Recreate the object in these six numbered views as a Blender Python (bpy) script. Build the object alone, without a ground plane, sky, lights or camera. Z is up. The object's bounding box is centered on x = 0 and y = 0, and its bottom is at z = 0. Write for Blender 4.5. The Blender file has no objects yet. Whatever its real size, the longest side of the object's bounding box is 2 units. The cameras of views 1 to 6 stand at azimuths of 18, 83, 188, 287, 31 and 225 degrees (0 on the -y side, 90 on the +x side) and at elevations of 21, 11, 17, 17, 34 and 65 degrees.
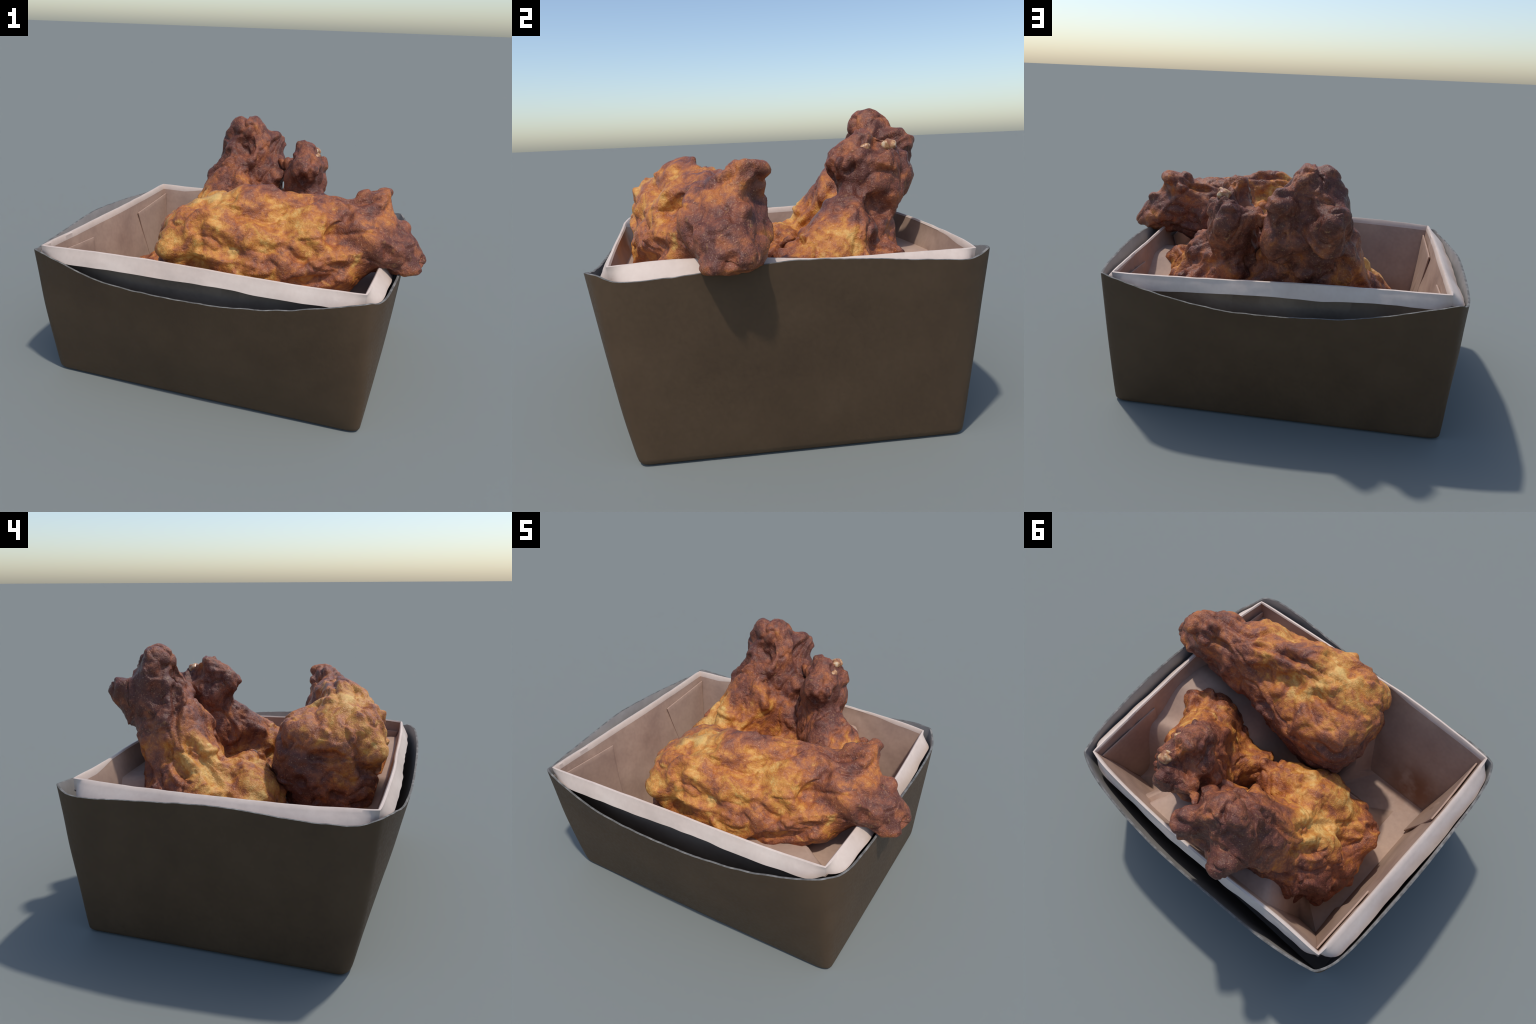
"""Three roasted chicken drumsticks in a paper take-away box (tray inside a dark sleeve)."""
import bpy, math
import numpy as np
from mathutils import Vector

# ---------------------------------------------------------------- helpers
def new_object(name, mesh, parent=None, location=(0, 0, 0)):
    ob = bpy.data.objects.new(name, mesh)
    bpy.context.scene.collection.objects.link(ob)
    ob.location = location
    if parent is not None:
        ob.parent = parent
    return ob

def mesh_from(name, verts, faces, smooth=True):
    me = bpy.data.meshes.new(name)
    me.from_pydata([tuple(v) for v in verts], [], [tuple(f) for f in faces])
    me.update()
    me.polygons.foreach_set("use_smooth", [smooth] * len(me.polygons))
    return me

# gradient noise on numpy arrays ------------------------------------------
_rng = np.random.default_rng(11)
_perm = np.concatenate([_rng.permutation(256)] * 3)
_grad = _rng.normal(size=(256, 3))
_grad /= np.linalg.norm(_grad, axis=1)[:, None]

def noise(p):
    p = np.asarray(p, float)
    i = np.floor(p).astype(int)
    f = p - i
    w = f * f * f * (f * (f * 6 - 15) + 10)
    i &= 255
    out = 0
    for dx in (0, 1):
        for dy in (0, 1):
            for dz in (0, 1):
                h = _perm[_perm[_perm[i[:, 0] + dx] + i[:, 1] + dy] + i[:, 2] + dz]
                g = _grad[h]
                d = ((f - (dx, dy, dz)) * g).sum(1)
                out = out + d * (w[:, 0] if dx else 1 - w[:, 0]) * (w[:, 1] if dy else 1 - w[:, 1]) * (w[:, 2] if dz else 1 - w[:, 2])
    return out * 1.5

def ridge(p):
    return 1 - 2 * np.abs(noise(p))

def smoothstep(a, b, x):
    t = np.clip((x - a) / (b - a), 0, 1)
    return t * t * (3 - 2 * t)

def catmull(pts, n):
    """n points, spaced evenly by arc length, on a Catmull-Rom curve through pts"""
    P = np.array(pts, float)
    P = np.vstack([2 * P[0] - P[1], P, 2 * P[-1] - P[-2]])
    out = []
    for k in range(1, len(P) - 2):
        t = np.linspace(0, 1, 24, endpoint=False)[:, None]
        a, b, c, d = P[k - 1], P[k], P[k + 1], P[k + 2]
        out.append(.5 * (2 * b + (c - a) * t + (2 * a - 5 * b + 4 * c - d) * t ** 2 + (3 * b - 3 * c + d - a) * t ** 3))
    out = np.vstack(out + [P[-2:-1]])
    s = np.r_[0, np.cumsum(np.linalg.norm(np.diff(out, axis=0), axis=1))]
    q = np.linspace(0, s[-1], n)
    return np.stack([np.interp(q, s, out[:, k]) for k in range(3)], 1)

# ---------------------------------------------------------------- node helpers
class Nodes:
    def __init__(self, name):
        self.mat = bpy.data.materials.new(name)
        self.mat.use_nodes = True
        self.nt = self.mat.node_tree
        self.nt.nodes.clear()
        self.out = self.nt.nodes.new("ShaderNodeOutputMaterial")
        self.bsdf = self.nt.nodes.new("ShaderNodeBsdfPrincipled")
        self.nt.links.new(self.bsdf.outputs[0], self.out.inputs[0])
        self.co = self.nt.nodes.new("ShaderNodeTexCoord").outputs["Object"]

    def put(self, socket, value):
        if hasattr(value, "is_output"):
            self.nt.links.new(value, socket)
        else:
            socket.default_value = value

    def noise(self, scale, detail=3, rough=.55, distortion=0., co=None, offset=None):
        n = self.nt.nodes.new("ShaderNodeTexNoise")
        co = co or self.co
        if offset:
            m = self.nt.nodes.new("ShaderNodeMapping")
            m.inputs["Location"].default_value = offset
            self.nt.links.new(co, m.inputs["Vector"])
            co = m.outputs[0]
        self.nt.links.new(co, n.inputs["Vector"])
        n.inputs["Scale"].default_value = scale
        n.inputs["Detail"].default_value = detail
        n.inputs["Roughness"].default_value = rough
        n.inputs["Distortion"].default_value = distortion
        return n.outputs["Fac"]

    def stretched(self, scale3):
        m = self.nt.nodes.new("ShaderNodeMapping")
        m.inputs["Scale"].default_value = scale3
        self.nt.links.new(self.co, m.inputs["Vector"])
        return m.outputs[0]

    def voronoi(self, scale, feature="F1"):
        n = self.nt.nodes.new("ShaderNodeTexVoronoi")
        n.feature = feature
        self.nt.links.new(self.co, n.inputs["Vector"])
        n.inputs["Scale"].default_value = scale
        return n.outputs["Distance"]

    def math(self, op, a, b=0., clamp=False):
        n = self.nt.nodes.new("ShaderNodeMath")
        n.operation = op
        n.use_clamp = clamp
        self.put(n.inputs[0], a)
        self.put(n.inputs[1], b)
        return n.outputs[0]

    def span(self, x, lo, hi, a=0., b=1., smooth=True):
        n = self.nt.nodes.new("ShaderNodeMapRange")
        n.interpolation_type = "SMOOTHSTEP" if smooth else "LINEAR"
        self.put(n.inputs[0], x)
        for k, v in zip((1, 2, 3, 4), (lo, hi, a, b)):
            n.inputs[k].default_value = v
        return n.outputs[0]

    def ball(self, centre, inner, outer, scale=(1, 1, 1)):
        """1 inside a soft ball around centre, 0 outside"""
        m = self.nt.nodes.new("ShaderNodeMapping")
        m.vector_type = "POINT"
        m.inputs["Location"].default_value = [-c * s for c, s in zip(centre, scale)]
        m.inputs["Scale"].default_value = scale
        self.nt.links.new(self.co, m.inputs["Vector"])
        l = self.nt.nodes.new("ShaderNodeVectorMath")
        l.operation = "LENGTH"
        self.nt.links.new(m.outputs[0], l.inputs[0])
        return self.span(l.outputs["Value"], inner, outer, 1., 0.)

    def ramp(self, x, stops):
        n = self.nt.nodes.new("ShaderNodeValToRGB")
        el = n.color_ramp.elements
        while len(el) < len(stops):
            el.new(.5)
        for e, (p, c) in zip(el, stops):
            e.position = p
            e.color = (*srgb(c), 1)
        self.put(n.inputs[0], x)
        return n.outputs[0]

    def mix(self, fac, a, b):
        n = self.nt.nodes.new("ShaderNodeMix")
        n.data_type = "RGBA"
        self.put(n.inputs[0], fac)
        for s, v in ((n.inputs[6], a), (n.inputs[7], b)):
            if isinstance(v, tuple):
                v = (*srgb(v), 1)
            self.put(s, v)
        return n.outputs[2]

    def bump(self, height, strength, distance, previous=None):
        n = self.nt.nodes.new("ShaderNodeBump")
        n.inputs["Strength"].default_value = strength
        n.inputs["Distance"].default_value = distance
        self.put(n.inputs["Height"], height)
        if previous is not None:
            self.nt.links.new(previous, n.inputs["Normal"])
        return n.outputs[0]

def srgb(c):
    return [((v / 255 + .055) / 1.055) ** 2.4 if v > 10 else v / 255 / 12.92 for v in c]

# ---------------------------------------------------------------- materials
def paper_sleeve_outside():
    m = Nodes("brown_sleeve_card")
    fibre = m.noise(3.2, 4, .6)
    fine = m.noise(60, 3, .6)
    f = m.math("ADD", m.math("MULTIPLY", fibre, .7), m.math("MULTIPLY", fine, .3))
    col = m.ramp(f, [(.3, SLEEVE[0]), (.5, SLEEVE[1]), (.72, SLEEVE[2])])
    m.put(m.bsdf.inputs["Base Color"], col)
    m.put(m.bsdf.inputs["Roughness"], m.span(fine, .3, .7, .5, .66))
    m.bsdf.inputs["Specular IOR Level"].default_value = .25
    m.put(m.bsdf.inputs["Normal"], m.bump(fine, .12, .004))
    return m.mat

SLEEVE = [(76, 59, 43), (84, 66, 48), (92, 73, 54)]

def paper_sleeve_inside():
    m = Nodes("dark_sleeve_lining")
    fine = m.noise(9, 4, .6)
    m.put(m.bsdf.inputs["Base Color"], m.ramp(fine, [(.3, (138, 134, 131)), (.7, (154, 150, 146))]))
    m.bsdf.inputs["Roughness"].default_value = .7
    m.bsdf.inputs["Specular IOR Level"].default_value = .2
    return m.mat

def paper_cut_edge():
    m = Nodes("grey_card_edge")
    fine = m.noise(26, 3, .6)
    m.put(m.bsdf.inputs["Base Color"], m.ramp(fine, [(.35, (84, 82, 78)), (.55, (112, 110, 106)), (.7, (136, 133, 127))]))
    m.bsdf.inputs["Roughness"].default_value = .8
    return m.mat

def tray_paper(name, dark, mid, light, stains_and_patches):
    m = Nodes(name)
    cloud = m.noise(3.0, 4, .6, .3)
    fine = m.noise(45, 3, .6)
    f = m.math("ADD", m.math("MULTIPLY", cloud, .75), m.math("MULTIPLY", fine, .25))
    col = m.ramp(f, [(.32, dark), (.5, mid), (.68, light)])
    for centre, inner, outer, scale, colour, amount in stains_and_patches:
        mask = m.math("MULTIPLY", m.ball(centre, inner, outer, scale), m.span(m.noise(7, 3, .6), .3, .62))
        col = m.mix(m.math("MULTIPLY", mask, amount), col, colour)
    m.put(m.bsdf.inputs["Base Color"], col)
    m.put(m.bsdf.inputs["Roughness"], m.span(cloud, .3, .7, .5, .68))
    m.bsdf.inputs["Specular IOR Level"].default_value = .3
    wave = m.noise(9, 2, .5)
    m.put(m.bsdf.inputs["Normal"], m.bump(wave, .25, .012, m.bump(fine, .1, .004)))
    return m.mat

def roast_skin(name, golden, brown, seed):
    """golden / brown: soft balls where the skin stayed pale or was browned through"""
    m = Nodes(name)
    off = (seed * 3.1, seed * 1.7, seed * 2.3)
    big = m.noise(5.5, 3, .55, .6, offset=off)
    mid = m.noise(15, 4, .6, .5, offset=off)
    fine = m.noise(55, 4, .65, .3, offset=off)
    grain = m.noise(140, 3, .6, offset=off)
    v = m.math("ADD", m.math("MULTIPLY", m.math("SUBTRACT", big, .5), 1.3), m.math("MULTIPLY", m.math("SUBTRACT", mid, .5), 1.3))
    v = m.math("ADD", v, m.math("MULTIPLY", m.math("SUBTRACT", fine, .5), .38))
    v = m.math("ADD", v, .30)
    for c, i, o, s, amount in golden:
        v = m.math("ADD", v, m.math("MULTIPLY", m.ball(c, i, o, s), amount))
    for c, i, o, s, amount in brown:
        v = m.math("SUBTRACT", v, m.math("MULTIPLY", m.ball(c, i, o, s), amount))
    v = m.math("MAXIMUM", m.math("MINIMUM", v, 1.), 0.)
    col = m.ramp(v, SKIN)
    # pale greasy patches in the golden skin, reddish burnt freckles
    pale = m.math("MULTIPLY", m.span(m.noise(9, 3, .5, .4, offset=(off[1], off[2], off[0])), .60, .72), m.span(v, .45, .75))
    col = m.mix(m.math("MULTIPLY", pale, .6), col, (226, 188, 112))
    freckle = m.math("MULTIPLY", m.span(m.noise(24, 3, .6, .3, offset=(off[2], off[0], off[1])), .58, .70), m.span(v, .9, .3))
    col = m.mix(m.math("MULTIPLY", freckle, .45), col, (104, 60, 50))
    char = m.math("MULTIPLY", m.span(m.noise(17, 5, .7, .8, offset=(off[1], off[0], off[2])), .54, .66), m.span(v, .75, .25))
    col = m.mix(m.math("MULTIPLY", char, .55), col, (78, 45, 38))
    fibre = m.noise(34, 5, .75, 1.2, offset=(off[2], off[1], off[0]))
    col = m.mix(m.span(fibre, .56, .78, 0., .30), col, (84, 44, 30))
    col = m.mix(m.span(fibre, .44, .24, 0., .35), col, (226, 176, 110))
    speck = m.span(grain, .60, .70)
    col = m.mix(m.math("MULTIPLY", speck, .34), col, (232, 184, 142))
    m.put(m.bsdf.inputs["Base Color"], col)
    m.put(m.bsdf.inputs["Roughness"], m.span(mid, .3, .7, .32, .56))
    m.bsdf.inputs["Specular IOR Level"].default_value = .35
    b = m.bump(grain, .6, .005)
    b = m.bump(fine, .5, .012, b)
    m.put(m.bsdf.inputs["Normal"], b)
    return m.mat

SKIN = [(0.0, (98, 55, 44)), (.2, (128, 74, 55)), (.4, (157, 91, 57)), (.56, (181, 108, 53)), (.74, (203, 137, 63)), (1.0, (224, 178, 104))]

def cartilage_material():
    m = Nodes("pale_cartilage")
    n = m.noise(26, 3, .6)
    m.put(m.bsdf.inputs["Base Color"], m.ramp(n, [(.42, (146, 92, 62)), (.54, (192, 146, 102)), (.66, (222, 198, 166))]))
    m.bsdf.inputs["Roughness"].default_value = .35
    return m.mat

# ================================================================ THE BOX
box = new_object("paper_food_box", None)
box["label"] = "dark brown paper sleeve around a white folded paper tray"
box["category"] = "food box"

# ---- sleeve: a rim that bows outward and dips on the long sides ----------
front = [(-.92, -.738, .749), (-.84, -.763, .736), (-.72, -.786, .714), (-.555, -.803, .672), (-.38, -.815, .653), (-.2, -.822, .646), (0, -.823, .644),
         (.2, -.821, .652), (.43, -.815, .680), (.573, -.803, .710), (.709, -.780, .735), (.80, -.740, .746)]
right = [(.80, -.735, .745), (.835, -.665, .722), (.86, -.59, .722), (.875, -.465, .731), (.887, -.319, .746), (.89, -.02, .766), (.888, .228, .754),
         (.871, .48, .731), (.853, .603, .719), (.83, .67, .722), (.797, .731, .748)]
back = [(.797, .731, .748), (.72, .765, .737), (.613, .794, .722), (.446, .816, .692), (.285, .826, .666), (.125, .83, .651), (-.1, .822, .647),
        (-.343, .808, .654), (-.494, .80, .672), (-.642, .788, .70), (-.788, .766, .729), (-.92, .735, .752)]
left = [(-.92, .735, .752), (-.95, .68, .728), (-.972, .61, .723), (-.986, .49, .728), (-.996, .25, .745), (-.9985, 0, .757), (-.994, -.16, .753),
        (-.982, -.45, .729), (-.966, -.60, .722), (-.95, -.67, .727), (-.92, -.737, .749)]
BASE = dict(x0=-.914, x1=.803, y0=-.640, y1=.653)

def sleeve_rings():
    n_long, n_short = 130, 110
    rim, foot = [], []
    for pts, n, a, b in ((front, n_long, (BASE["x0"] + .035, BASE["y0"]), (BASE["x1"] - .035, BASE["y0"])),
                         (right, n_short, (BASE["x1"], BASE["y0"] + .0), (BASE["x1"], BASE["y1"] - .0)),
                         (back, n_long, (BASE["x1"] - .035, BASE["y1"]), (BASE["x0"] + .035, BASE["y1"])),
                         (left, n_short, (BASE["x0"], BASE["y1"]), (BASE["x0"], BASE["y0"]))):
        c = catmull(pts, n)[:-1]
        t = np.linspace(0, 1, n)[:-1]
        f = np.stack([a[0] + (b[0] - a[0]) * t, a[1] + (b[1] - a[1]) * t, 0 * t], 1)
        rim.append(c)
        foot.append(f)
    rim, foot = np.vstack(rim), np.vstack(foot)
    # round the foot corners by smoothing the closed loop
    for _ in range(6):
        foot = (np.roll(foot, 1, 0) + 2 * foot + np.roll(foot, -1, 0)) / 4
    for _ in range(2):
        rim = (np.roll(rim, 1, 0) + 2 * rim + np.roll(rim, -1, 0)) / 4
    return rim, foot

def build_sleeve():
    rim, foot = sleeve_rings()
    n = len(rim)
    thick = .011
    centre = np.array([-.055, 0, 0])
    tan = np.roll(rim, -1, 0) - np.roll(rim, 1, 0)
    out = np.stack([tan[:, 1], -tan[:, 0], 0 * tan[:, 0]], 1)
    out /= np.linalg.norm(out, axis=1)[:, None]
    # the front wall bellies out most
    belly = .006 + .009 * smoothstep(.3, .9, -out[:, 1]) - .004 * smoothstep(.3, .9, out[:, 1])
    rough = noise(rim * 16) * .0028 + noise(rim * 48 + 7) * .0008
    levels = [(0.0, -.020), (.006, -.008), (.018, -.001), (.04, 0)] + [(t, 0) for t in np.linspace(.08, 1, 26)]
    rows = []
    for t, inset in levels:                       # outside, bottom to top
        p = foot + (rim - foot) * t
        p = p + out * (inset + belly * math.sin(math.pi * t ** .75))[:, None]
        p = p + out * (noise(p * 3.2 + 3) * .004 * math.sin(math.pi * t))[:, None]
        p[:, 2] += rough * smoothstep(.85, 1, t)
        if t == 0:
            p[:, 2] = 0
        rows.append(p)
    top = rows[-1]
    rows.append(top - out * thick * .5 + np.array([0, 0, .002]))
    edge_row = len(rows) - 1
    for t, _ in reversed(levels[4:]):             # inside, top to bottom
        p = foot + (rim - foot) * t
        p = p - out * (thick - belly * math.sin(math.pi * t ** .75))[:, None]
        p[:, 2] += rough * smoothstep(.85, 1, t)
        rows.append(p)
    verts = np.vstack(rows)
    faces, mats = [], []
    for r in range(len(rows) - 1):
        for k in range(n):
            q = (k + 1) % n
            faces.append((r * n + k, r * n + q, (r + 1) * n + q, (r + 1) * n + k))
            mats.append(0 if r < edge_row - 1 else (2 if r <= edge_row else 1))
    faces.append(tuple(reversed(range(n))))
    mats.append(0)
    last = len(rows) - 1
    faces.append(tuple(last * n + k for k in range(n)))
    mats.append(1)
    me = mesh_from("sleeve", verts, faces)
    for m in (paper_sleeve_outside(), paper_sleeve_inside(), paper_cut_edge()):
        me.materials.append(m)
    me.polygons.foreach_set("material_index", mats)
    me.set_sharp_from_angle(angle=math.radians(50))
    return new_object("sleeve", me, box)

# ---- tray: folded paper with a turned-over hem ---------------------------
t_front = [(-.868, -.718, .771), (-.69, -.725, .779), (-.35, -.728, .788), (-.06, -.716, .781), (.23, -.708, .773), (.5, -.697, .766), (.768, -.680, .766)]
t_right = [(.768, -.680, .766), (.78, -.50, .778), (.784, -.30, .775), (.789, -.05, .758), (.787, .1, .748), (.775, .35, .746), (.753, .683, .744)]
t_back = [(.753, .683, .744), (.59, .701, .753), (.28, .708, .764), (-.02, .703, .775), (-.31, .686, .778), (-.6, .661, .775), (-.874, .655, .777)]
t_left = [(-.874, .655, .777), (-.878, .37, .766), (-.880, .1, .761), (-.882, -.15, .760), (-.880, -.39, .760), (-.875, -.56, .765), (-.868, -.718, .771)]
FLOOR = dict(x0=-.755, x1=.680, y0=-.540, y1=.500, z=.10)

def floor_height(x, y):
    """the liner is rucked up under the meat on the right"""
    h = FLOOR["z"] + .48 * smoothstep(-.20, .42, x) - .32 * smoothstep(.22, .46, y) * smoothstep(.38, .56, x)
    h = h + .08 * smoothstep(.4, .6, x) * smoothstep(.25, .05, np.abs(y + .05))
    front_fill = .67 * smoothstep(-.32, -.52, y) * smoothstep(-.38, -.12, x)
    back_fill = .66 * smoothstep(.10, .34, y) * smoothstep(-.68, -.42, x) * smoothstep(.52, .30, x)
    mound = .42 * smoothstep(.32, .08, np.hypot(x + .38, y + .09))
    return np.maximum(np.maximum(h, mound), np.maximum(front_fill, back_fill))

SIDES = (t_front, t_right, t_back, t_left)
FLOOR_CORNERS = [(FLOOR["x0"], FLOOR["y0"]), (FLOOR["x1"], FLOOR["y0"]), (FLOOR["x1"], FLOOR["y1"]), (FLOOR["x0"], FLOOR["y1"])]

def tray_rings():
    n = 110
    rim, foot = [], []
    for k, pts in enumerate(SIDES):
        a, b = np.array(FLOOR_CORNERS[k]), np.array(FLOOR_CORNERS[(k + 1) % 4])
        t = np.linspace(0, 1, n)[:-1]
        rim.append(catmull(pts, n)[:-1])
        xy = a + (b - a) * t[:, None]
        foot.append(np.c_[xy, np.full(len(t), FLOOR["z"])])
    return np.vstack(rim), np.vstack(foot)

def loop_normals(ring):
    tan = np.roll(ring, -2, 0) - np.roll(ring, 2, 0)
    out = np.stack([tan[:, 1], -tan[:, 0], 0 * tan[:, 0]], 1)
    return out / np.linalg.norm(out, axis=1)[:, None]

def build_tray():
    rim, foot = tray_rings()
    n = len(rim)
    soft = rim.copy()
    for _ in range(3):
        soft = (np.roll(soft, 1, 0) + 2 * soft + np.roll(soft, -1, 0)) / 4
    out = loop_normals(soft)
    for _ in range(4):
        out = (np.roll(out, 1, 0) + 2 * out + np.roll(out, -1, 0)) / 4
    up = np.array([0, 0, 1.])
    side_pos = np.tile(np.linspace(0, 1, n // 4 + 1)[:-1], 4)
    rows, tags = [], []
    lift = (floor_height(foot[:, 0], foot[:, 1]) - foot[:, 2]) / (rim[:, 2] - foot[:, 2])
    shelf = foot + (rim - foot) * lift[:, None]

    def row(p, tag):
        rows.append(p)
        tags.append(tag)
    # inside wall, floor to rim
    for t in np.linspace(0, 1, 22)[:-1]:
        p = shelf + (rim - shelf) * t
        bow = math.sin(math.pi * t)
        p = p + out * (bow * (.004 + noise(p * 3.5) * .016 + noise(p * 9 + 5) * .004))[:, None]
        along = np.minimum(side_pos, 1 - side_pos)
        pleat = np.exp(-((along - .05 - .17 * t) / .022) ** 2) - .6 * np.exp(-((along - .10 - .17 * t) / .03) ** 2)
        p = p - out * (pleat * bow * .007 * np.abs(out[:, 0]))[:, None]
        row(p, 0)
    hem_drop = .066 + .010 * noise(rim * 3.0 + 9) + .004 * noise(rim * 14)
    hem_out = .047 + .020 * np.abs(out[:, 0]) + .018 * smoothstep(.3, .9, -out[:, 0]) - .010 * smoothstep(.3, .9, out[:, 1]) + .005 * noise(rim * 4.0 + 2)
    corner = 1 - np.maximum(np.abs(out[:, 0]), np.abs(out[:, 1]))
    hem_out *= 1 - smoothstep(.01, .22, corner) * .85
    hem_drop *= 1 - smoothstep(.01, .22, corner) * .3
    ring = sleeve_rings()[0]
    gap = np.sqrt(((rim[:, None, :2] - ring[None, :, :2]) ** 2).sum(2)).min(1)
    hem_out = np.minimum(hem_out, np.maximum(gap - .015, .012))
    for _ in range(8):
        hem_out = np.minimum(hem_out, (np.roll(hem_out, 1) + 2 * hem_out + np.roll(hem_out, -1)) / 4)
        hem_drop = (np.roll(hem_drop, 1) + 2 * hem_drop + np.roll(hem_drop, -1)) / 4
    wob = noise(rim * 12 + 4) * .003
    row(rim - out * .002 - up * .006, 1)
    row(rim + out * .004 + up * (wob[:, None] * .6 + .001), 1)
    row(rim + out * .014 + up * (wob[:, None] * .6 - .001), 1)
    for s in (.15, .3, .5, .7, .9, 1.0):
        p = rim + out * (.012 + (hem_out - .012) * s ** .8)[:, None] - up * (.004 + (hem_drop - .004) * s)[:, None]
        p = p + out * (noise(p * np.array([9, 9, 14]) + 1) * .005 * s)[:, None]
        row(p, 1)
    row(rows[-1] - out * .008 - up * .003, 1)
    row(rim + out * .016 - up * hem_drop[:, None], 2)
    for t in np.linspace(.88, 0, 10):                       # outside wall, top to bottom
        p = foot + (rim - foot) * t
        bow = math.sin(math.pi * t)
        p = p + out * (.012 + bow * (.004 + noise(p * 5 + 3) * .008))[:, None] - up * .014 * (1 - t)
        row(p, 2)
    verts = np.vstack(rows)
    faces, mats = [], []
    for r in range(len(rows) - 1):
        for k in range(n):
            q = (k + 1) % n
            faces.append((r * n + k, (r + 1) * n + k, (r + 1) * n + q, r * n + q)[::-1])
            mats.append(tags[r + 1])
    # floor: raised fill surface made of shrinking loops
    centre = np.array([(FLOOR["x0"] + FLOOR["x1"]) / 2, (FLOOR["y0"] + FLOOR["y1"]) / 2, FLOOR["z"]])
    base = len(verts)
    extra = []
    steps = (.8, .6, .4, .2, .05)
    for s in steps:
        p = centre + (shelf - centre) * s
        p[:, 2] = floor_height(p[:, 0], p[:, 1]) + noise(p * 4 + 6) * .008
        extra.append(p)
    verts = np.vstack([verts] + extra)
    loops = [0] + [base + i * n for i in range(len(steps))]
    for a, b in zip(loops[:-1], loops[1:]):
        for k in range(n):
            q = (k + 1) % n
            faces.append((a + k, a + q, b + q, b + k))
            mats.append(0)
    faces.append(tuple(loops[-1] + k for k in range(n)))
    mats.append(0)
    last = (len(rows) - 1) * n
    faces.append(tuple(reversed([last + k for k in range(n)])))
    mats.append(2)
    me = mesh_from("tray", verts, faces)
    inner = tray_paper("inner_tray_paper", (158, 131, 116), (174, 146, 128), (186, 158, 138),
                       [((-.62, -.60, .20), .05, .26, (1, 1, 1), (134, 84, 52), .8),
                        ((.55, -.3, .1), .1, .5, (1, 1, 1), (120, 96, 86), .5),  # broad darker floor patches: here at the right front, next at the back
                        ((.2, .55, .1), .1, .5, (1, 1, 1), (120, 96, 86), .5)])
    hem = tray_paper("white_hem_paper", (201, 181, 167), (210, 191, 177), (218, 201, 187), [])
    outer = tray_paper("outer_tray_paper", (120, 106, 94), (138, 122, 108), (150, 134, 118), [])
    for m in (inner, hem, outer):
        me.materials.append(m)
    me.polygons.foreach_set("material_index", mats)
    me.set_sharp_from_angle(angle=math.radians(38))
    return new_object("tray", me, box), inner

def build_corner_flap(tray, material, side, corner_at_start, reach, lift=.013):
    """a glued corner tab lying on the inside of an end wall"""
    rim = catmull(SIDES[side], 60)
    a, b = np.array(FLOOR_CORNERS[side]), np.array(FLOOR_CORNERS[(side + 1) % 4])
    if not corner_at_start:
        rim = rim[::-1]
        a, b = b, a
    nu, nv = 26, 22
    V = []
    inward = np.array([-1., 0, 0]) if side == 1 else np.array([1., 0, 0])
    for v in np.linspace(0, 1, nv):
        h = .03 + v * .88
        for u in np.linspace(0, 1, nu):
            s = u * reach * (.62 + .38 * v) 
            top = np.array([np.interp(s, np.linspace(0, 1, 60), rim[:, k]) for k in range(3)])
            bot = np.r_[a + (b - a) * s, FLOOR["z"]]
            hh = h - .03 * v * u * 1.2
            p = bot + (top - bot) * hh
            wave = .006 * math.sin(3 * v + 2 * u) + .003 * u
            V.append(p + inward * (lift * (.5 + .5 * v) + wave * u - .010 * math.sin(math.pi * hh)))
    V = np.array(V)
    F = []
    for i in range(nv - 1):
        for j in range(nu - 1):
            q = (i * nu + j, i * nu + j + 1, (i + 1) * nu + j + 1, (i + 1) * nu + j)
            F.append(q)
    me = mesh_from("corner_flap", V, F)
    me.materials.append(material)
    ob = new_object("corner_flap", me, tray)
    so = ob.modifiers.new("Solidify", "SOLIDIFY")
    so.thickness = .010
    so.offset = 0
    bv = ob.modifiers.new("Bevel", "BEVEL")
    bv.width = .003
    bv.segments = 2
    return ob

build_sleeve()
tray, tray_inner_material = build_tray()
build_corner_flap(tray, tray_inner_material, 3, False, .31)   # left wall, front corner
build_corner_flap(tray, tray_inner_material, 3, True, .295)
build_corner_flap(tray, tray_inner_material, 1, False, .31)
build_corner_flap(tray, tray_inner_material, 1, True, .30)

# ================================================================ THE CHICKEN
def cone(a, ra, b, rb, squash=(1, 1, 1)):
    return ("cone", np.array(a, float), ra, np.array(b, float), rb, np.array(squash, float))

def blob(c, r):
    r = (r, r, r) if not hasattr(r, "__len__") else r
    return ("blob", np.array(c, float), np.array(r, float))

def slab(c, r, p=3.):
    return ("slab", np.array(c, float), np.array(r, float), p)

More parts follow.
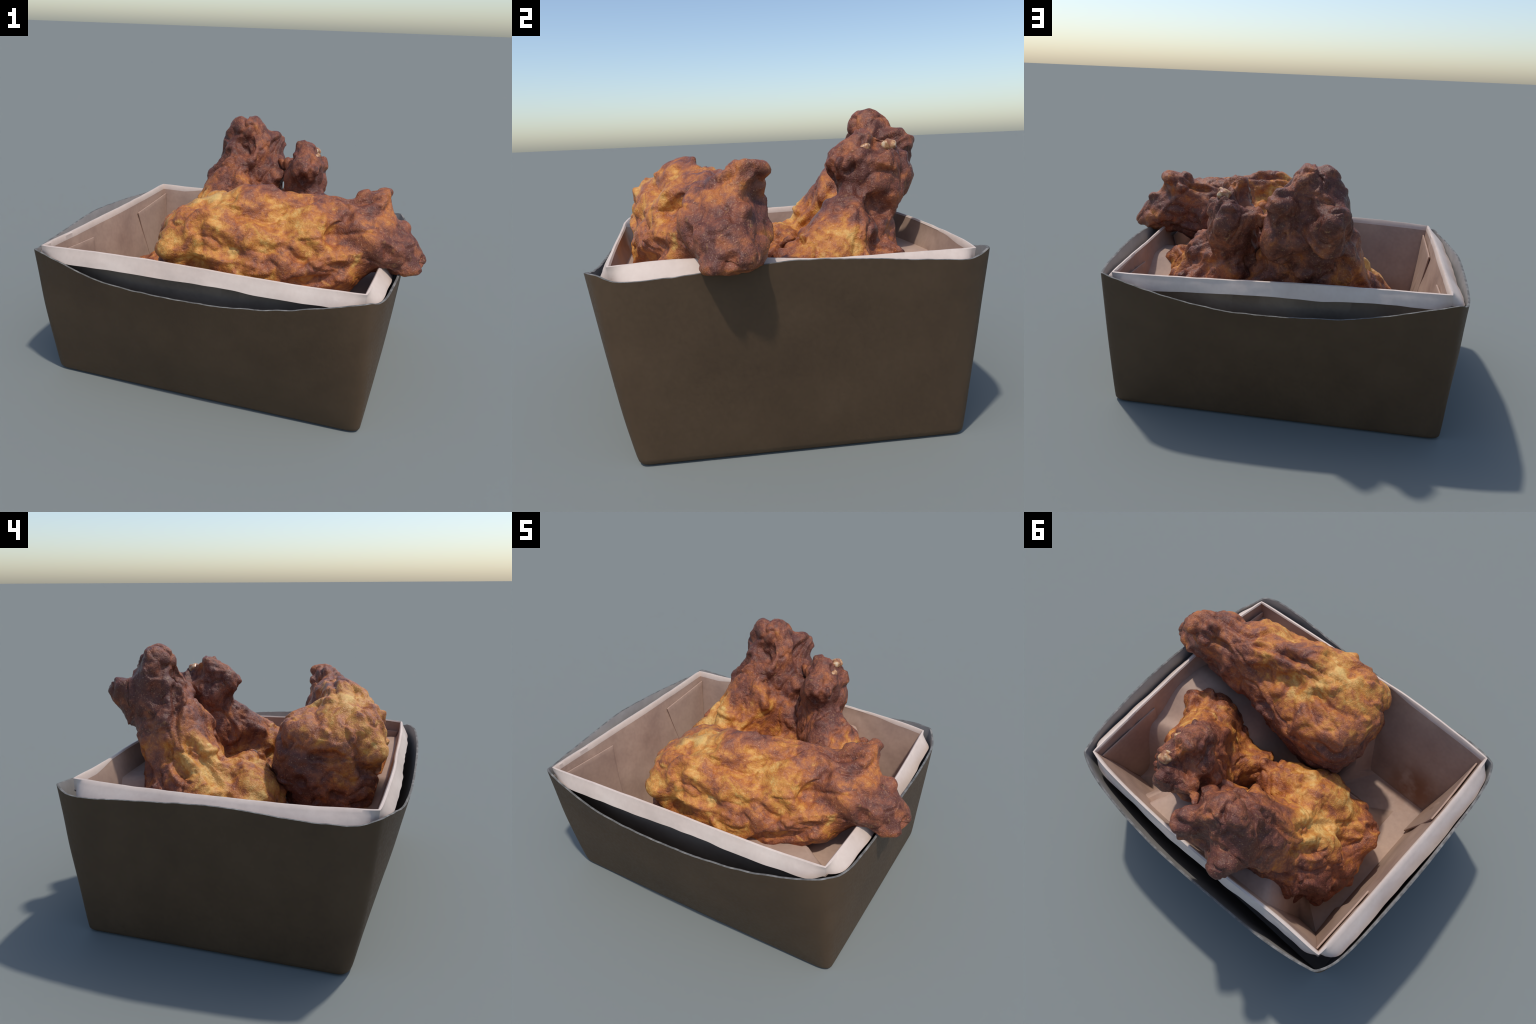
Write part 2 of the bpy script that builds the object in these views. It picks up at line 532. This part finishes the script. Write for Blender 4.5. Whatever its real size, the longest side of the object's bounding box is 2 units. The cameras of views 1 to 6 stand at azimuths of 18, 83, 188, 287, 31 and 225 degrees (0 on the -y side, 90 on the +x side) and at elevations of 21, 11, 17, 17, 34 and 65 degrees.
def field(P, parts, dents, k):
    d = None
    for s in parts:
        if s[0] == "cone":
            _, a, ra, b, rb, q = s
            ab = (b - a) / q
            pa = (P - a) / q
            h = np.clip(pa @ ab / (ab @ ab), 0, 1)
            e = np.linalg.norm(pa - h[:, None] * ab, axis=1) - (ra + (rb - ra) * h)
        elif s[0] == "slab":
            l = (np.abs((P - s[1]) / s[2]) ** s[3]).sum(1) ** (1 / s[3])
            e = (l - 1) * s[2].min()
        else:
            _, c, r = s
            w = (P - c) / r
            l = np.linalg.norm(w, axis=1)
            e = l * (l - 1) / np.maximum(np.linalg.norm(w / r, axis=1), 1e-6)
        if d is None:
            d = e
        else:
            h = np.clip(.5 + .5 * (d - e) / k, 0, 1)
            d = d + (e - d) * h - k * h * (1 - h)
    for c, r, kk in dents:
        w = (P - np.array(c)) / np.array(r)
        l = np.linalg.norm(w, axis=1)
        e = -(l * (l - 1) / np.maximum(np.linalg.norm(w / np.array(r), axis=1), 1e-6))
        h = np.clip(.5 - .5 * (d - e) / kk, 0, 1)
        d = d + (e - d) * h + kk * h * (1 - h)
    return d

def surface_nets(parts, dents, k, step):
    """mesh of the zero level of the blended body"""
    lo, hi = np.full(3, 9.), np.full(3, -9.)
    for s in parts:
        for c, r in (((s[1], s[2] * s[5]), (s[3], s[4] * s[5])) if s[0] == "cone" else ((s[1], s[2]),)):
            lo, hi = np.minimum(lo, c - r), np.maximum(hi, c + r)
    lo, hi = lo - .06, hi + .06
    n = np.ceil((hi - lo) / step).astype(int) + 1
    ax = [lo[i] + np.arange(n[i]) * step for i in range(3)]
    D = np.empty(n)
    for i in range(n[0]):                       # slab by slab
        Y, Z = np.meshgrid(ax[1], ax[2], indexing="ij")
        P = np.stack([np.full(Y.size, ax[0][i]), Y.ravel(), Z.ravel()], 1)
        D[i] = field(P, parts, dents, k).reshape(n[1], n[2])
    S = D < 0
    m = n - 1
    cnt = np.zeros(m, int)
    for dx in (0, 1):
        for dy in (0, 1):
            for dz in (0, 1):
                cnt += S[dx:dx + m[0], dy:dy + m[1], dz:dz + m[2]]
    act = (cnt > 0) & (cnt < 8)
    idx = np.full(m, -1)
    cells = np.argwhere(act)
    idx[act] = np.arange(len(cells))
    acc, num = np.zeros((len(cells), 3)), np.zeros(len(cells))
    corner = [(x, y, z) for x in (0, 1) for y in (0, 1) for z in (0, 1)]
    for a in corner:
        for ax_i in range(3):
            if a[ax_i]:
                continue
            b = list(a)
            b[ax_i] = 1
            da = D[tuple((cells + a).T)]
            db = D[tuple((cells + b).T)]
            cross = (da < 0) != (db < 0)
            t = np.where(cross, da / np.where(cross, da - db, 1), 0)
            p = np.tile(np.array(a, float), (len(cells), 1))
            p[:, ax_i] = t
            acc += np.where(cross[:, None], p, 0)
            num += cross
    V = lo + (cells + acc / num[:, None]) * step
    F = []
    for ax_i in range(3):
        u, v = (ax_i + 1) % 3, (ax_i + 2) % 3
        sl0, sl1 = [slice(None)] * 3, [slice(None)] * 3
        sl0[ax_i], sl1[ax_i] = slice(0, -1), slice(1, None)
        A, B = S[tuple(sl0)], S[tuple(sl1)]
        for flip in (False, True):
            e = np.argwhere((A & ~B) if not flip else (~A & B))
            e = e[(e[:, u] > 0) & (e[:, v] > 0)]
            q = []
            for du, dv in ((1, 1), (0, 1), (0, 0), (1, 0)):
                c = e.copy()
                c[:, u] -= du
                c[:, v] -= dv
                q.append(idx[tuple(c.T)])
            q = np.stack(q, 1)
            F.append(q if not flip else q[:, ::-1])
    return V, np.vstack(F)

def vertex_normals(V, F):
    fn = np.cross(V[F[:, 2]] - V[F[:, 0]], V[F[:, 3]] - V[F[:, 1]])
    N = np.zeros_like(V)
    for k in range(4):
        for c in range(3):
            N[:, c] += np.bincount(F[:, k], fn[:, c], len(V))
    return N / np.maximum(np.linalg.norm(N, axis=1), 1e-12)[:, None]

def relax(V, F, rounds):
    E = np.vstack([F[:, [0, 1]], F[:, [1, 2]], F[:, [2, 3]], F[:, [3, 0]]])
    deg = np.bincount(E.ravel(), minlength=len(V))[:, None]
    for _ in range(rounds):
        S = np.zeros_like(V)
        for c in range(3):
            S[:, c] = np.bincount(E[:, 0], V[E[:, 1], c], len(V)) + np.bincount(E[:, 1], V[E[:, 0], c], len(V))
        V = .5 * V + .5 * S / np.maximum(deg, 1)
    return V

def crust(V, F, lumpy, seed, axis):
    """roasted skin relief: broad planes, creases that run along the shaft, pits"""
    o = seed * 17.3
    axis = np.array(axis, float) / np.linalg.norm(axis)
    N = vertex_normals(V, F)
    warp = np.stack([noise(V * 5 + o), noise(V * 5 + o + 31), noise(V * 5 + o + 57)], 1) * .07
    W = V + warp
    L = W - np.outer(W @ axis, axis) * .55                               # stretched along the shaft
    a = noise(W * 5.5 + o) * .022 + noise(L * 11 + o + 5) * .016
    a -= smoothstep(.15, .55, noise(L * 10 + o + 21)) * .030            # long pits
    a += smoothstep(.20, .6, noise(W * 9 + o + 44)) * .022              # knobs
    a -= smoothstep(.88, 1.0, ridge(L * 7 + o + 66)) * .013             # creases
    V = V + N * (a * lumpy)[:, None]
    N = vertex_normals(V, F)
    patch = smoothstep(-.2, .4, noise(V * 4 + o + 90))                   # some skin is rough, some smooth
    b = noise(L * 24 + o + 3) * .006 - smoothstep(.8, 1.0, ridge(L * 15 + o + 9)) * .005
    b += (noise(V * 52 + o) * .0030 + noise(V * 110 + o) * .0015) * (.4 + .6 * patch)
    b += smoothstep(.3, .7, noise(W * 24 + o + 80)) * .009 * patch
    return V + N * (b * lumpy)[:, None]

def build_drumstick(label, base, parts, dents, is_knuckle, material, cartilage, seed, axis, lumpy=1., k=.07, step=.0085):
    V, F = surface_nets(parts, dents, k, step)
    V = relax(V, F, 2)
    V = crust(V, F, lumpy, seed, axis)
    V = relax(V, F, 1)
    # the tray walls hold the meat in
    h = np.clip((V[:, 2] - FLOOR["z"]) / (.76 - FLOOR["z"]), 0, 1)
    low = V[:, 2] < .735
    V[:, 1] = np.where(low, np.clip(V[:, 1], FLOOR["y0"] - .155 * h + .02, FLOOR["y1"] + .17 * h - .02), V[:, 1])
    V[:, 0] = np.where(low, np.clip(V[:, 0], FLOOR["x0"] - .11 * h + .02, np.where(V[:, 2] < .69, FLOOR["x1"] + .10 * h - .02, 9)), V[:, 0])
    N = vertex_normals(V, F)
    thing = new_object("chicken_drumstick", None, None, base)
    thing["label"] = label
    thing["category"] = "fried chicken"
    offset = tuple(-c for c in base)
    knuckle = is_knuckle(V[F].mean(1))
    for name, keep in (("meat", ~knuckle), ("knuckle", knuckle)):
        f = F[keep]
        used = np.unique(f)
        remap = np.full(len(V), -1)
        remap[used] = np.arange(len(used))
        me = mesh_from(name, V[used].tolist(), remap[f].tolist())
        me.normals_split_custom_set_from_vertices(N[used].tolist())
        me.materials.append(material)
        new_object(name, me, thing, offset)
    for c, r, s in cartilage:
        near = np.argmin(((V - np.array(c)) ** 2).sum(1))
        c = V[near] - N[near] * min(r) * .75
        v, f = surface_nets([blob(c, r)], [], .02, .006)
        v = relax(v, f, 1)
        n = vertex_normals(v, f)
        v = v + n * (noise(v * 34 + s) * .011)[:, None]
        me = mesh_from("cartilage", v.tolist(), f.tolist())
        me.materials.append(CARTILAGE)
        new_object("cartilage", me, thing, offset)
    return thing

CARTILAGE = cartilage_material()

# -- lying across the front, its knuckle hanging over the right-hand edge
A_parts = [
    slab((-.06, -.385, .73), (.265, .285, .26), 3.2), blob((-.02, -.50, .90), (.24, .15, .14)),
    cone((.10, -.41, .76), .235, (.46, -.37, .82), .20), cone((.08, -.31, .75), .20, (.50, -.28, .84), .165),
    cone((.0, -.36, .45), .18, (.3, -.36, .58), .16), cone((.25, -.47, .70), .16, (.60, -.38, .75), .12),
    cone((.46, -.35, .85), .19, (.70, -.26, .89), .145), cone((.70, -.26, .88), .14, (.82, -.235, .84), .105),
    blob((.885, -.245, .79), (.108, .118, .07)), cone((.76, -.22, .90), .10, (.84, -.24, .85), .085),
    cone((.58, -.25, .97), .085, (.70, -.20, 1.015), .075), cone((.70, -.20, 1.015), .07, (.765, -.155, 1.075), .04),
    cone((-.08, -.38, .94), .08, (.13, -.41, 1.03), .085), cone((.13, -.41, 1.03), .085, (.48, -.25, .99), .075),
]
A_dents = [((.63, -.48, .94), (.10, .08, .07), .04), ((.84, -.10, .985), (.11, .10, .06), .03),
           ((-.05, -.70, .74), (.07, .07, .06), .05), ((.45, -.58, .86), (.06, .05, .06), .04)]
A_skin = roast_skin("golden_roast_skin",
                    [((.12, -.58, .95), .22, .55, (.75, 1, 1), .26), ((-.05, -.35, 1.0), .1, .35, (1, 1, 1), .14)],
                    [((.85, -.22, .9), .12, .32, (1, 1, 1), .14), ((-.15, -.15, .55), .15, .42, (1, 1, 1), .4),
                     ((.2, -.3, 1.13), .04, .16, (.5, 1, 1), .2), ((.35, -.1, .65), .1, .3, (.5, 1, 1), .35)], 1)
build_drumstick("golden roasted drumstick lying with knuckle over the edge", (-.05, -.38, .10), A_parts, A_dents,
                lambda c: c[:, 0] > .62, A_skin, [], 1, (.85, .15, .2))

# -- standing on its thick end, at the back left
B_parts = [
    cone((-.20, .56, 1.225), .108, (-.21, .53, 1.06), .13), cone((-.20, .53, 1.05), .15, (-.25, .44, .85), .175),
    cone((-.075, .67, 1.14), .075, (-.10, .61, .99), .12), cone((-.33, .71, 1.11), .052, (-.27, .64, 1.0), .09),
    cone((-.31, .55, 1.15), .06, (-.28, .52, 1.0), .105),
    cone((-.25, .43, .85), .175, (-.38, .29, .50), .265), blob((-.42, .22, .35), (.30, .30, .27)),
    blob((-.24, .04, .55), (.24, .18, .20)), cone((.02, .09, .68), .045, (-.12, .10, .55), .14),
    blob((-.52, -.03, .38), (.17, .16, .17)), blob((-.30, -.03, .52), (.20, .16, .17)), cone((-.66, -.06, .47), .035, (-.56, .0, .42), .10),
    cone((-.03, .50, .95), .07, (.03, .40, .62), .14), blob((-.20, .46, .66), (.24, .13, .20)),
]
B_dents = [((-.18, .85, .82), (.24, .19, .09), .06), ((-.20, .43, 1.15), (.06, .05, .06), .04),
           ((-.39, .47, 1.09), (.07, .055, .075), .03), ((-.20, .68, 1.25), (.05, .05, .05), .04)]
B_skin = roast_skin("amber_roast_skin",
                    [((-.42, .05, .72), .12, .40, (1, 1, 1), .42), ((-.1, .3, .75), .05, .25, (1, 1, 1), .25)],
                    [((-.2, .6, 1.15), .2, .46, (1, 1, 1), .20), ((-.6, .45, .4), .1, .4, (1, 1, 1), .25),
                     ((-.2, .7, .6), .1, .35, (1, 1, 1), .3)], 2)
build_drumstick("roasted drumstick standing upright, dark knobbly top", (-.38, .24, .10), B_parts, B_dents,
                lambda c: c[:, 2] > .97, B_skin, [], 2, (.25, .45, .9), lumpy=1.05)

# -- leaning at the back right, thick end under the first drumstick
C_parts = [
    blob((.22, .42, 1.06), (.085, .18, .135)), cone((.20, .42, 1.165), .055, (.21, .42, 1.0), .085),
    cone((.23, .50, 1.06), .075, (.20, .48, .96), .095), cone((.26, .34, 1.05), .065, (.24, .38, .98), .09),
    cone((.22, .56, 1.00), .055, (.21, .50, .94), .09),
    cone((.22, .43, .95), .115, (.22, .41, .78), .125), cone((.22, .41, .78), .13, (.32, .32, .55), .21),
    cone((.30, .32, .82), .12, (.42, .15, .66), .15), blob((.40, .20, .42), (.27, .30, .30)),
    blob((.52, .05, .50), (.18, .18, .22)), cone((.61, .05, .67), .05, (.54, .06, .56), .12),
    cone((.46, .34, .77), .055, (.40, .28, .64), .13), cone((.44, .47, .67), .06, (.41, .42, .54), .13),
    cone((.12, .05, .48), .10, (.25, .12, .45), .14),
    cone((.0, .57, 1.05), .022, (.12, .50, 1.02), .05),
]
C_dents = [((.37, .45, .87), (.07, .08, .055), .04), ((.30, .47, 1.16), (.04, .05, .04), .03)]
C_skin = roast_skin("dark_roast_skin",
                    [((.5, .2, .65), .08, .3, (1, 1, 1), .35), ((.15, .08, .62), .08, .28, (1, 1, 1), .3)],
                    [((.22, .5, 1.05), .2, .45, (1, 1, 1), .16), ((.2, .2, .9), .05, .3, (1, 1, 1), .2)], 3)
build_drumstick("dark roasted drumstick leaning with pale cartilage tip", (.28, .25, .10), C_parts, C_dents,
                lambda c: c[:, 2] > .90, C_skin, [((.25, .515, 1.16), (.034, .032, .026), 1), ((.28, .40, 1.14), (.022, .024, .020), 2)], 3, (-.25, .3, .9), lumpy=1.05)
